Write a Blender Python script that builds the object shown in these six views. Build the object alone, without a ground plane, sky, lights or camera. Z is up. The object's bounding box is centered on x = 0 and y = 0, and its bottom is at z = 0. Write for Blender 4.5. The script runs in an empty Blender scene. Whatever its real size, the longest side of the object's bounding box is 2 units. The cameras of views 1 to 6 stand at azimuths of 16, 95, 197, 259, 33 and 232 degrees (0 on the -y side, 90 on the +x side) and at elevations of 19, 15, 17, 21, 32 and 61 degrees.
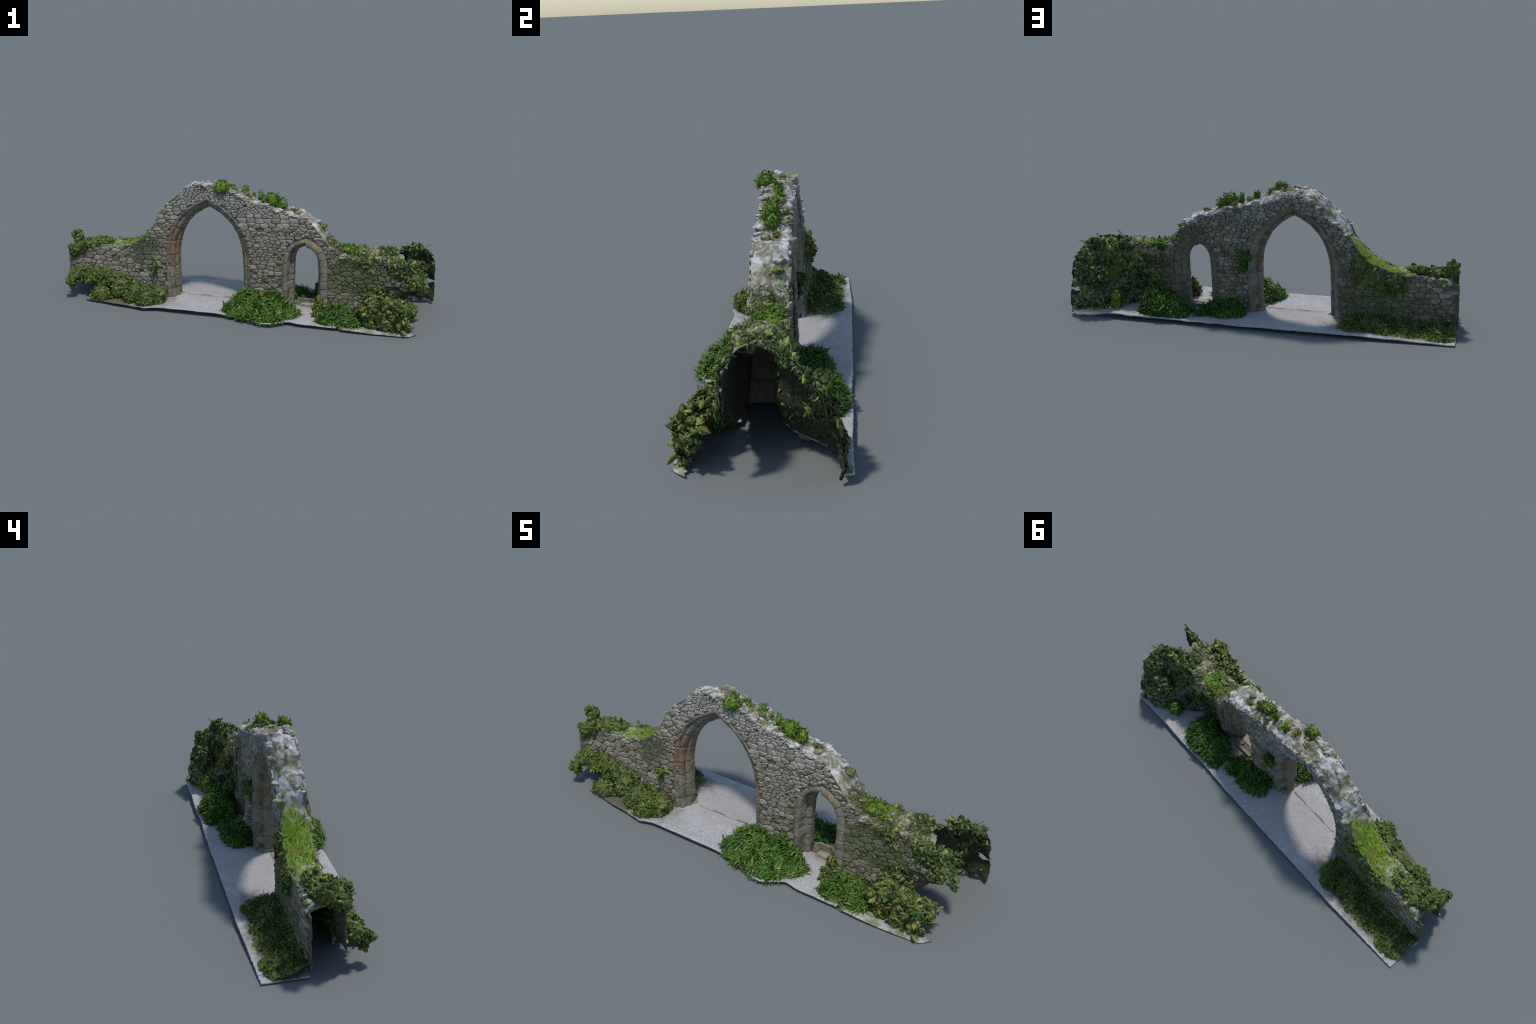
# Ruined medieval rubble wall with a big pointed arch, a small doorway, gravel and plants.
import bpy, math
import numpy as np
from mathutils import Matrix, Vector

RNG = np.random.default_rng(20240)
rnd = lambda a, b: float(RNG.uniform(a, b))

# ------------------------------------------------------------------ noise
def _hash(i, j, k, seed):
    h = (i * 374761393 + j * 668265263 + k * 2147483647 + seed * 974634) & 0xFFFFFFFF
    h = ((h ^ (h >> 13)) * 1274126177) & 0xFFFFFFFF
    h = ((h ^ (h >> 16)) * 2246822519) & 0xFFFFFFFF
    return ((h ^ (h >> 15)) & 0xFFFFFF) / float(0xFFFFFF) * 2 - 1

def vnoise(p, seed=0):
    p = np.asarray(p, float)
    f = np.floor(p); t = p - f; t = t * t * (3 - 2 * t)
    i = f.astype(np.int64); out = 0
    for a in (0, 1):
        for b in (0, 1):
            for c in (0, 1):
                w = (t[..., 0] if a else 1 - t[..., 0]) * (t[..., 1] if b else 1 - t[..., 1]) * (t[..., 2] if c else 1 - t[..., 2])
                out = out + w * _hash(i[..., 0] + a, i[..., 1] + b, i[..., 2] + c, seed)
    return out

def fbm(p, scale, octaves=3, seed=0, gain=.5):
    p = np.asarray(p, float) * scale; s = 0; a = 1
    for o in range(octaves):
        s = s + a * vnoise(p * 2 ** o, seed + 17 * o); a *= gain
    return s

def xyz(x, y, z):
    return np.stack(np.broadcast_arrays(np.asarray(x, float), np.asarray(y, float), np.asarray(z, float)), -1)

def sstep(a, b, x):
    t = np.clip((np.asarray(x, float) - a) / (b - a), 0, 1)
    return t * t * (3 - 2 * t)

def curve(pts):
    px, pz = zip(*pts)
    return lambda x: np.interp(x, px, pz)

# ------------------------------------------------------------------ materials
class Mat:
    """small helper for node materials; colours are linear RGB"""
    def __init__(s, name, rough=.9):
        s.m = bpy.data.materials.new(name); s.m.use_nodes = True
        s.t = s.m.node_tree; s.bsdf = s.t.nodes["Principled BSDF"]
        s.bsdf.inputs["Roughness"].default_value = rough
        s.bsdf.inputs["Specular IOR Level"].default_value = .25
        g = s.t.nodes.new("ShaderNodeNewGeometry"); s.pos = g.outputs["Position"]; s.nor = g.outputs["Normal"]
        s.back = g.outputs["Backfacing"]
    def n(s, kind, **kw):
        nd = s.t.nodes.new("ShaderNode" + kind)
        for k, v in kw.items():
            setattr(nd, k, v)
        return nd
    def put(s, sock, v):
        if isinstance(v, bpy.types.NodeSocket): s.t.links.new(v, sock)
        elif isinstance(v, (tuple, list)) and len(v) == 3 and sock.type == 'RGBA': sock.default_value = (*v, 1)
        else: sock.default_value = v
    def math(s, op, a, b=0.0, c=None, clamp=False):
        nd = s.n("Math", operation=op, use_clamp=clamp); s.put(nd.inputs[0], a); s.put(nd.inputs[1], b)
        if c is not None: s.put(nd.inputs[2], c)
        return nd.outputs[0]
    def noise(s, scale, detail=3, rough=.6, vec=None, dist=0.0):
        nd = s.n("TexNoise"); s.put(nd.inputs["Vector"], vec or s.pos); nd.inputs["Scale"].default_value = scale
        nd.inputs["Detail"].default_value = detail; nd.inputs["Roughness"].default_value = rough; nd.inputs["Distortion"].default_value = dist
        return nd.outputs[0]
    def vor(s, scale, out="Distance", feature='F1', vec=None):
        nd = s.n("TexVoronoi", feature=feature); s.put(nd.inputs["Vector"], vec or s.pos); nd.inputs["Scale"].default_value = scale
        return nd.outputs[out]
    def ramp(s, fac, *stops):
        nd = s.n("ValToRGB"); e = nd.color_ramp.elements; s.put(nd.inputs[0], fac)
        while len(e) < len(stops): e.new(.5)
        for el, (p, c) in zip(e, stops):
            el.position = p; el.color = (*c, 1) if isinstance(c, tuple) else (c, c, c, 1)
        return nd.outputs[0]
    def band(s, v, a, b):
        nd = s.n("MapRange", interpolation_type='SMOOTHSTEP'); s.put(nd.inputs[0], v); nd.inputs[1].default_value = a; nd.inputs[2].default_value = b
        return nd.outputs[0]
    def mix(s, fac, a, b, mode='MIX'):
        nd = s.n("Mix", data_type='RGBA', blend_type=mode); s.put(nd.inputs[0], fac); s.put(nd.inputs[6], a); s.put(nd.inputs[7], b)
        return nd.outputs[2]
    def sep(s, vec):
        nd = s.n("SeparateXYZ"); s.put(nd.inputs[0], vec); return nd.outputs
    def blob(s, c, r, wob=.5, scale=25, soft=.5):
        """1 inside an ellipsoid about c with radii r, ragged by noise"""
        m = s.n("VectorMath", operation='SUBTRACT'); s.put(m.inputs[0], s.pos); m.inputs[1].default_value = c
        d = s.n("VectorMath", operation='DIVIDE'); s.put(d.inputs[0], m.outputs[0]); d.inputs[1].default_value = r
        l = s.n("VectorMath", operation='LENGTH'); s.put(l.inputs[0], d.outputs[0])
        v = s.math('ADD', l.outputs["Value"], s.math('MULTIPLY', s.math('SUBTRACT', s.noise(scale, 4), .5), wob * 2))
        return s.math('SUBTRACT', 1.0, s.band(v, 1 - soft, 1 + soft))
    def mul(s, a, b): return s.math('MULTIPLY', a, b)
    def bump(s, h, strength=.4, dist=.003):
        b = s.n("Bump"); b.inputs["Strength"].default_value = strength; b.inputs["Distance"].default_value = dist
        s.put(b.inputs["Height"], h); s.put(s.bsdf.inputs["Normal"], b.outputs[0])
    def done(s, col):
        s.put(s.bsdf.inputs["Base Color"], col); return s.m

def stone_material(name, base, dark, pale, moss=.35, pale_amt=.5):
    m = Mat(name)
    c = m.ramp(m.noise(28, 4, .65), (.3, dark), (.5, base), (.72, pale))
    c = m.mix(m.mul(m.band(m.noise(210, 4, .75), .51, .66), .6), c, tuple(v * .45 for v in base))
    c = m.mix(m.mul(m.band(m.noise(150, 4, .7), .56, .68), pale_amt), c, (.52, .52, .48))
    c = m.mix(m.mul(m.band(m.noise(55, 5, .75), .60, .70), pale_amt), c, (.42, .43, .37))      # lichen specks
    g = m.band(m.noise(13, 5, .7), .56, .7)
    c = m.mix(m.mul(g, moss), c, m.ramp(m.noise(120, 3), (.3, (.05, .06, .02)), (.7, (.16, .18, .06))))
    x, y, z = m.sep(m.pos)
    hi = m.mul(m.band(z, .42, .62), m.band(x, .45, .25))                                        # bleached upper courses
    c = m.mix(m.mul(hi, .30), c, m.ramp(m.noise(90, 3), (.35, (.22, .22, .21)), (.65, (.55, .55, .55))))
    low = m.mul(m.band(x, .45, .7), .5)                                                         # damp olive right end
    c = m.mix(m.mul(low, m.band(m.noise(40, 4), .42, .62)), c, (.10, .105, .045))
    up = m.band(m.sep(m.nor)[2], .35, .85)
    c = m.mix(m.mul(up, m.mul(m.band(z, .25, .45), .4)), c, (.55, .55, .54))                     # lichen that settles on ledges
    for ctr, rad in (((-.60, .09, .25), (.16, .05, .10)), ((-.60, .09, .12), (.3, .05, .06)), ((.36, .08, .42), (.10, .04, .05)), ((.62, .0, .22), (.2, .2, .12)), ((-.53, -.05, .28), (.10, .04, .10))):
        c = m.mix(m.mul(m.blob(ctr, rad, .9, 30, .4), .65), c, m.ramp(m.noise(75, 4, .7), (.3, (.032, .042, .014)), (.55, (.075, .10, .030)), (.8, (.16, .19, .065))))
    m.bump(m.noise(210, 5, .7), .55, .003)
    return m.done(c)

STONES = [
    stone_material("grey_stone", (0.196, 0.178, 0.133), (0.101, 0.091, 0.065), (0.294, 0.275, 0.219)),
    stone_material("pale_stone", (0.306, 0.283, 0.222), (0.160, 0.144, 0.106), (0.447, 0.421, 0.349), .25, .6),
    stone_material("buff_stone", (0.225, 0.191, 0.123), (0.118, 0.096, 0.057), (0.320, 0.281, 0.199), .3, .35),
    stone_material("olive_stone", (0.145, 0.135, 0.073), (0.073, 0.068, 0.033), (0.233, 0.218, 0.133), .75, .3),
    stone_material("lilac_stone", (0.236, 0.205, 0.175), (0.130, 0.111, 0.094), (0.343, 0.308, 0.265), .2, .4),
]

def mortar_material():
    m = Mat("earthy_mortar", .95)
    c = m.ramp(m.noise(60, 4, .7), (.3, (.075, .066, .048)), (.55, (.140, .125, .095)), (.75, (.21, .195, .16)))
    c = m.mix(m.mul(m.band(m.noise(17, 4), .5, .66), .6), c, (.05, .065, .025))
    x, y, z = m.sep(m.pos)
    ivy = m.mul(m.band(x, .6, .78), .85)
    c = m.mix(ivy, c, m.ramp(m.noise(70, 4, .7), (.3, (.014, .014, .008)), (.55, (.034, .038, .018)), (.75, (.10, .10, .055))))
    m.bump(m.noise(160, 5, .7), .7, .004)
    return m.done(c)

def cap_material():
    """weathered wall head: white lichened rubble, brown earth, moss, one bright grass slope"""
    m = Mat("weathered_wall_head", .95)
    x, y, z = m.sep(m.pos)
    c = m.ramp(m.noise(19, 6, .72, dist=.5), (.36, (.10, .085, .055)), (.47, (.25, .225, .175)), (.56, (.52, .51, .50)), (.7, (.72, .72, .74)))
    c = m.mix(m.mul(m.band(m.noise(110, 4, .7), .57, .7), .5), c, (.20, .18, .145))
    c = m.mix(m.mul(m.band(m.noise(21, 5, .65), .52, .62), .75), c, m.ramp(m.noise(90, 3), (.3, (.07, .12, .02)), (.7, (.22, .28, .08))))
    right = m.band(m.math('ADD', x, m.math('MULTIPLY', m.math('SUBTRACT', m.noise(20, 3), .5), .2)), .40, .52)
    dry = m.ramp(m.noise(75, 5, .75), (.3, (.06, .07, .025)), (.5, (.22, .22, .10)), (.66, (.40, .39, .24)), (.8, (.5, .5, .42)))
    c = m.mix(m.mul(right, .9), c, dry)
    c = m.mix(m.blob((.60, .03, .35), (.09, .07, .06), .4), c, m.ramp(m.noise(60, 4), (.3, (.10, .17, .02)), (.7, (.27, .36, .05))))
    left = m.band(x, -.70, -.80)
    c = m.mix(m.mul(left, m.band(m.noise(24, 4), .40, .52)), c, m.ramp(m.noise(70, 4), (.3, (.05, .07, .02)), (.7, (.2, .23, .08))))
    stretch = m.n("Mapping"); m.put(stretch.inputs[0], m.pos); stretch.inputs["Scale"].default_value = (30, 160, 30)
    grass = m.ramp(m.noise(1, 4, .6, vec=stretch.outputs[0]), (.28, (.085, .125, .014)), (.5, (.155, .245, .024)), (.75, (.25, .36, .055)))
    grass = m.mix(m.blob((-.60, .06, .31), (.035, .025, .03), .6), grass, (.15, .17, .022))
    c = m.mix(m.blob((-.60, .04, .35), (.165, .13, .13), .75, 18, .45), c, grass)
    m.bump(m.noise(120, 5, .7), .6, .004)
    return m.done(c)

def dressed_material():
    m = Mat("dressed_sandstone", .88)
    c = m.ramp(m.noise(22, 5, .65), (.3, (.11, .098, .072)), (.5, (.190, .170, .128)), (.72, (.28, .258, .210)))
    c = m.mix(m.mul(m.band(m.noise(190, 3, .7), .52, .68), .4), c, (.12, .105, .08))
    rust = m.ramp(m.noise(45, 4), (.3, (.15, .075, .035)), (.6, (.25, .12, .055)), (.8, (.24, .18, .12)))
    c = m.mix(m.mul(m.blob((-.375, -.02, .32), (.05, .09, .12), 1.0, 34), .55), c, rust)
    c = m.mix(m.mul(m.blob((.03, -.02, .33), (.05, .09, .09), .4, 22), .5), c, rust)
    c = m.mix(m.mul(m.blob((-.17, .03, .53), (.14, .03, .06), .7, 30), .25), c, rust)
    c = m.mix(m.mul(m.blob((.40, -.06, .385), (.05, .03, .03), .3), .5), c, (.32, .2, .12))
    c = m.mix(m.mul(m.band(m.noise(70, 5, .7), .57, .66), .4), c, (.36, .345, .31))
    c = m.mix(m.mul(m.band(m.noise(15, 4), .54, .68), .5), c, (.11, .115, .05))
    m.bump(m.noise(150, 5, .7), .4, .003)
    return m.done(c)

def gravel_material():
    m = Mat("pale_gravel", .95)
    c = m.ramp(m.vor(330, "Color"), (.1, (.30, .292, .285)), (.5, (.45, .442, .437)), (.9, (.57, .565, .56)))
    c = m.mix(m.mul(m.band(m.noise(120, 4, .7), .53, .68), .45), c, (.29, .26, .235))
    c = m.mix(m.mul(m.blob((-.17, .10, .02), (.2, .12, .2), .4, 12, .5), .5), c, (.34, .31, .285))    # trodden earth in the gateway
    c = m.mix(m.mul(m.band(m.noise(11, 6, .7), .5, .68), .45), c, (.34, .31, .28))
    c = m.mix(m.mul(m.blob((-.66, -.12, .02), (.26, .12, .1), .5, 30), .9), c, m.ramp(m.noise(60, 4), (.3, (.05, .05, .025)), (.7, (.16, .15, .08))))
    c = m.mix(m.mul(m.blob((.14, -.17, .02), (.17, .10, .1), .3, 40, .3), .7), c, (.15, .15, .09))
    c = m.mix(m.mul(m.blob((-.72, .165, .02), (.34, .095, .1), .4, 30, .3), .95), c, (.10, .10, .05))
    x, y, z = m.sep(m.pos)
    c = m.mix(m.mul(m.mul(m.band(x, .38, .6), m.band(y, -.12, -.2)), m.band(m.noise(22, 4), .4, .6)), c, (.22, .24, .11))
    c = m.mix(m.mul(m.blob((.36, .04, .03), (.09, .07, .1), .5, 30), .7), c, (.24, .19, .14))
    m.bump(m.vor(330), .6, .003)
    return m.done(c)

def leaf_material(name, dark, mid, light, scale=40, trans=.25):
    m = Mat(name, .55)
    c = m.ramp(m.noise(scale, 3, .6), (.28, dark), (.5, mid), (.74, light))
    c = m.mix(m.mul(m.band(m.noise(scale * 6, 2), .5, .75), .3), c, dark)
    c = m.mix(m.mul(m.band(m.noise(21, 3, .65), .54, .64), .6), c, tuple(v * k for v, k in zip(dark, (.75, .7, .7))))     # dark patches painted in as shadowed gaps among the foliage
    c = m.mix(m.mul(m.band(m.noise(27, 3, .65, dist=.4), .54, .66), .65), c, tuple(v * k for v, k in zip(light, (1.25, 1.08, .85))))   # yellowed patches tinted as sunlit highlights on the greens
    m.done(c)
    tr = m.n("BsdfTranslucent"); m.put(tr.inputs[0], c)
    mx = m.n("MixShader"); mx.inputs[0].default_value = trans
    out = m.t.nodes["Material Output"]
    m.t.links.new(m.bsdf.outputs[0], mx.inputs[1]); m.t.links.new(tr.outputs[0], mx.inputs[2]); m.t.links.new(mx.outputs[0], out.inputs[0])
    return m.m

def thicket_material(name, dark, mid, light, scale=60):
    m = Mat(name, .85)
    v = m.vor(scale, "Color"); r = m.n("RGBToBW"); m.put(r.inputs[0], v)
    c = m.ramp(m.math('ADD', m.mul(r.outputs[0], .6), m.mul(m.noise(30, 4), .45)), (.25, dark), (.5, mid), (.8, light))
    m.bump(m.vor(scale), .9, .006)
    return m.done(c)

def plain_material(name, col, rough=.6):
    m = Mat(name, rough)
    return m.done(m.mix(m.mul(m.band(m.noise(300, 3), .5, .75), .4), col, tuple(v * .6 for v in col)))

MORTAR, CAP, DRESSED, GRAVEL = mortar_material(), cap_material(), dressed_material(), gravel_material()

G = leaf_material
LEAVES = {
    "strap": [G("strap_leaf_deep", (0.041, 0.102, 0.013), (0.081, 0.180, 0.024), (0.135, 0.264, 0.043)), G("strap_leaf_fresh", (0.081, 0.180, 0.019), (0.155, 0.300, 0.038), (0.257, 0.432, 0.067)), G("strap_leaf_pale", (0.149, 0.228, 0.062), (0.230, 0.336, 0.095), (0.338, 0.456, 0.152))],  # base greens raised to offset leaf-on-leaf shadow and show bright highlights
    "hedge": [G("hedge_leaf_dark", (0.050, 0.085, 0.019), (0.106, 0.154, 0.037), (0.183, 0.251, 0.059)), G("hedge_leaf_olive", (0.120, 0.162, 0.032), (0.225, 0.292, 0.059), (0.337, 0.421, 0.100)), G("hedge_leaf_green", (0.084, 0.162, 0.032), (0.154, 0.276, 0.059), (0.253, 0.421, 0.106))],
    "yellow": [G("autumn_leaf_olive", (0.085, 0.108, 0.025), (0.166, 0.203, 0.052), (0.250, 0.293, 0.092)), G("autumn_leaf_gold", (0.120, 0.141, 0.034), (0.230, 0.265, 0.069), (0.350, 0.395, 0.138)), G("autumn_leaf_green", (0.044, 0.096, 0.023), (0.100, 0.181, 0.046), (0.170, 0.282, 0.075))],
    "ivy": [G("ivy_leaf_dark", (0.036, 0.066, 0.017), (0.078, 0.120, 0.034), (0.130, 0.192, 0.057)), G("ivy_leaf_blue", (0.072, 0.120, 0.052), (0.143, 0.216, 0.095), (0.234, 0.324, 0.152)), G("ivy_leaf_light", (0.130, 0.180, 0.033), (0.247, 0.324, 0.071), (0.403, 0.456, 0.142))],
    "bright": [G("wall_fern_leaf", (0.080, 0.140, 0.014), (0.160, 0.260, 0.030), (0.270, 0.391, 0.070)), G("wall_fern_leaf_deep", (0.050, 0.102, 0.012), (0.100, 0.186, 0.025), (0.180, 0.288, 0.050))],
    "dry": [G("dry_stem_leaf", (.11, .11, .05), (.22, .21, .12), (.38, .37, .24)), G("dry_moss_leaf", (.07, .09, .02), (.14, .17, .045), (.23, .27, .09))],
    "fern": [G("clump_leaf_deep", (0.033, 0.091, 0.014), (0.068, 0.168, 0.026), (0.120, 0.252, 0.046)), G("clump_leaf_mid", (0.068, 0.154, 0.019), (0.128, 0.266, 0.036), (0.225, 0.378, 0.066))],  # greens lightened to lift these clumps on the wall's shaded side
}
T = thicket_material
CORES = {
    "strap": T("strap_clump_heart", (0.019, 0.053, 0.010), (0.048, 0.120, 0.018), (0.112, 0.225, 0.036), 110),
    "hedge": T("hedge_heart", (0.033, 0.050, 0.014), (0.083, 0.112, 0.031), (0.165, 0.213, 0.054), 90),
    "yellow": T("autumn_shrub_heart", (0.031, 0.039, 0.011), (0.116, 0.130, 0.033), (0.231, 0.247, 0.066), 70),
    "ivy": T("ivy_heart", (.014, .026, .010), (.045, .07, .025), (.11, .15, .06), 80),
    "bright": T("wall_fern_heart", (.05, .09, .01), (.11, .2, .02), (.2, .32, .05), 90),
    "dry": T("dry_growth_heart", (.07, .08, .03), (.18, .18, .09), (.36, .35, .22), 90),
    "fern": T("clump_heart", (0.015, 0.042, 0.010), (0.038, 0.098, 0.017), (0.075, 0.168, 0.030), 110),
}

# ------------------------------------------------------------------ mesh helpers
COL = bpy.context.scene.collection
def empty(name, parent=None):
    o = bpy.data.objects.new(name, None); COL.objects.link(o); o.parent = parent; return o

def make_mesh(name, V, faces, mats, mat_idx=None, smooth=True):
    """faces: list of (n,k) index arrays"""
    me = bpy.data.meshes.new(name)
    V = np.asarray(V, np.float32)
    faces = [np.asarray(f, np.int32) for f in faces if len(f)]
    loops = np.concatenate([f.ravel() for f in faces]); tot = np.concatenate([np.full(len(f), f.shape[1], np.int32) for f in faces])
    me.vertices.add(len(V)); me.vertices.foreach_set("co", V.ravel())
    me.loops.add(len(loops)); me.loops.foreach_set("vertex_index", loops)
    me.polygons.add(len(tot)); me.polygons.foreach_set("loop_start", np.concatenate([[0], np.cumsum(tot)[:-1]]).astype(np.int32))
    me.polygons.foreach_set("loop_total", tot)
    for m in mats: me.materials.append(m)
    if mat_idx is not None: me.polygons.foreach_set("material_index", np.asarray(mat_idx, np.int32))
    me.polygons.foreach_set("use_smooth", np.full(len(tot), smooth))
    me.update(calc_edges=True); me.validate()
    return me

def add(name, me, parent, loc=None, stuff=False):
    o = bpy.data.objects.new(name, me); COL.objects.link(o); o.parent = parent
    if loc is not None: o.location = loc
    if stuff: o["kind"] = "stuff"
    return o

def grid_faces(nu, nv, wrap_v=False):
    i, j = np.meshgrid(np.arange(nu - 1), np.arange(nv if wrap_v else nv - 1), indexing='ij')
    j2 = (j + 1) % nv
    return np.stack([i * nv + j, (i + 1) * nv + j, (i + 1) * nv + j2, i * nv + j2], -1).reshape(-1, 4)

def compact(V, F):
    used = np.unique(F); remap = np.full(len(V), -1); remap[used] = np.arange(len(used))
    return V[used], remap[F]

def solidify(o, t, offset):
    m = o.modifiers.new("thickness", 'SOLIDIFY'); m.thickness = t; m.offset = offset

# ------------------------------------------------------------------ wall outline
zF = curve([(-1, .255), (-.98, .256), (-.895, .263), (-.804, .28), (-.72, .288), (-.662, .285), (-.614, .31), (-.561, .333), (-.514, .381), (-.467, .425),
            (-.445, .485), (-.425, .511), (-.391, .556), (-.352, .583), (-.313, .622), (-.275, .648), (-.232, .66), (-.171, .667), (-.122, .662), (-.039, .636),
            (.009, .611), (.062, .592), (.142, .578), (.198, .56), (.235, .541), (.279, .525), (.334, .527), (.365, .522), (.39, .490), (.41, .470), (.433, .442),
            (.47, .393), (.508, .358), (.545, .336), (.606, .321), (.71, .324), (.85, .332), (.927, .335), (.99, .322)])
zB = curve([(-1, .25), (-.906, .255), (-.849, .27), (-.79, .282), (-.735, .272), (-.677, .292), (-.59, .318), (-.537, .340), (-.508, .380), (-.478, .422),
            (-.443, .464), (-.402, .502), (-.361, .525), (-.326, .565), (-.279, .606), (-.226, .634), (-.173, .646), (-.106, .628), (-.045, .605), (.036, .592),
            (.1, .577), (.185, .55), (.234, .54), (.247, .527), (.325, .522), (.35, .51), (.38, .484), (.414, .464), (.461, .405), (.482, .373),
            (.52, .342), (.6, .33), (.66, .335), (.75, .338), (.82, .352), (.883, .356), (.955, .350), (.98, .325), (1.0, .24)])
def yF(x, z):
    x = np.asarray(x, float); z = np.asarray(z, float)
    return -.056 + .045 * np.clip(z - .2, 0, .45) ** 1.0 - .028 * sstep(.55, .98, x) - .014 * sstep(.15, .03, z) * sstep(-.1, .1, x) + .008 * sstep(-.3, -.45, x) + .022 * sstep(-.50, -.68, x) * sstep(.02, .22, z) * sstep(-1.0, -.90, x)
wing = curve([(.0, .188), (.05, .186), (.10, .182), (.16, .168), (.205, .162), (.235, .135), (.30, .085), (.345, .026), (.37, .012), (.42, .008)])   # how far the ivy-hung end flares out, by height
def yB(x, z):
    x = np.asarray(x, float); z = np.asarray(z, float)
    k = sstep(.03, .20, z)
    s = sstep(0, 1, (x - .63 - .155 * k) / (.26 - .10 * k))
    lump = .012 * sstep(.5, .75, x) * fbm(xyz(x, 0 * x, z), 15, 2, 77)
    return .090 - .028 * np.clip(z - .35, 0, .3) - .025 * sstep(-.03, .03, x) * sstep(.18, .12, x) * sstep(.42, .30, z) - .018 * sstep(.46, .56, x) * sstep(.28, .18, z) + .008 * sstep(-.45, -.6, x) \
        + lump + s * wing(z) - sstep(.48, .56, x) * (.008 + .034 * sstep(.27, .36, z) * sstep(.97, .86, x))

# ------------------------------------------------------------------ arches
def arch_path(cx, half, base, pts, n=60):
    """left half of a pointed intrados from base to apex; pts are (inset from springing, z)"""
    P = np.array([(cx - half, base)] + [(cx - half + a, z) for a, z in pts])
    # Catmull-Rom resampling
    out = []
    Q = np.vstack([2 * P[0] - P[1], P, 2 * P[-1] - P[-2]])
    for k in range(1, len(Q) - 2):
        for t in np.linspace(0, 1, 12, endpoint=False):
            a, b, c, d = Q[k - 1], Q[k], Q[k + 1], Q[k + 2]
            out.append(.5 * (2 * b + (c - a) * t + (2 * a - 5 * b + 4 * c - d) * t * t + (3 * b - a - 3 * c + d) * t ** 3))
    out.append(P[-1]); out = np.array(out)
    L = np.concatenate([[0], np.cumsum(np.linalg.norm(np.diff(out, axis=0), axis=1))])
    s = np.linspace(0, L[-1], n)
    path = np.stack([np.interp(s, L, out[:, 0]), np.interp(s, L, out[:, 1])], -1)
    tan = np.gradient(path, axis=0); tan /= np.linalg.norm(tan, axis=1)[:, None]
    nor = np.stack([-tan[:, 1], tan[:, 0]], -1)                      # outward (left/up)
    w = sstep(.86, 1.0, s / L[-1])[:, None]                          # mitre into the apex joint
    apex = np.array([0, 1 / max(.35, nor[-1, 1])])
    nor = nor * (1 - w) + apex * w
    return s, path, nor

BIG_CX, BIG_H = -.171, .180
BIG = arch_path(BIG_CX, BIG_H, .016, [(-.001, .12), (0, .22), (.006, .31), (.026, .38), (.060, .44), (.099, .482), (.140, .511), (.180, .532)], 80)
DOOR_CX, DOOR_H = .358, .071
DOOR = arch_path(DOOR_CX, DOOR_H, .022, [(0, .12), (0, .22), (.002, .272), (.012, .312), (.035, .343), (.071, .359)], 50)
BIG_PROFILE = np.array([(.055, -.030), (.055, -.056), (.045, -.058), (.040, -.049), (.036, -.041), (.031, -.045), (.024, -.041), (.018, -.032), (.015, -.022), (.018, -.010),
                        (.009, -.010), (.004, -.003), (.001, .006), (0, .014), (0, .036), (.003, .042), (.011, .045), (.019, .042), (.022, .049), (.024, .059),
                        (.028, .068), (.036, .077), (.045, .085), (.056, .087), (.060, .084), (.060, .060)])
DOOR_LEFT = np.array([(.050, -.03), (.049, -.056), (.030, -.057), (.026, -.053), (.023, -.040), (.020, -.004), (.008, .000), (.002, .003), (0, .010), (0, .036), (.005, .042),
                      (.014, .046), (.018, .054), (.020, .060), (.030, .066), (.036, .077), (.052, .080), (.060, .078), (.060, .06)])
DOOR_RIGHT = np.array([(.050, -.03), (.049, -.056), (.014, -.057), (.009, -.053), (.007, -.040), (.004, -.012), (-.006, -.006), (-.010, -.002), (-.012, .006), (-.011, .034), (-.004, .042),
                       (.014, .046), (.018, .054), (.020, .060), (.030, .066), (.036, .077), (.052, .080), (.060, .078), (.060, .06)])

def opening(path, cx, grow):
    s, p, n = path
    L = p + n * grow
    xs, zs = L[:, 0], L[:, 1]
    def inside(x, z):
        d = cx - np.abs(np.asarray(x) - cx)        # mirror to left half
        o = np.argsort(zs)
        edge = np.interp(z, zs[o], xs[o])
        return (d > edge) & (np.asarray(z) < zs.max())
    return inside
in_big = {g: opening(BIG, BIG_CX, g) for g in (.0, .040, .050, .056)}
in_door = {g: opening(DOOR, DOOR_CX, g) for g in (.0, .036, .046, .052)}

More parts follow.
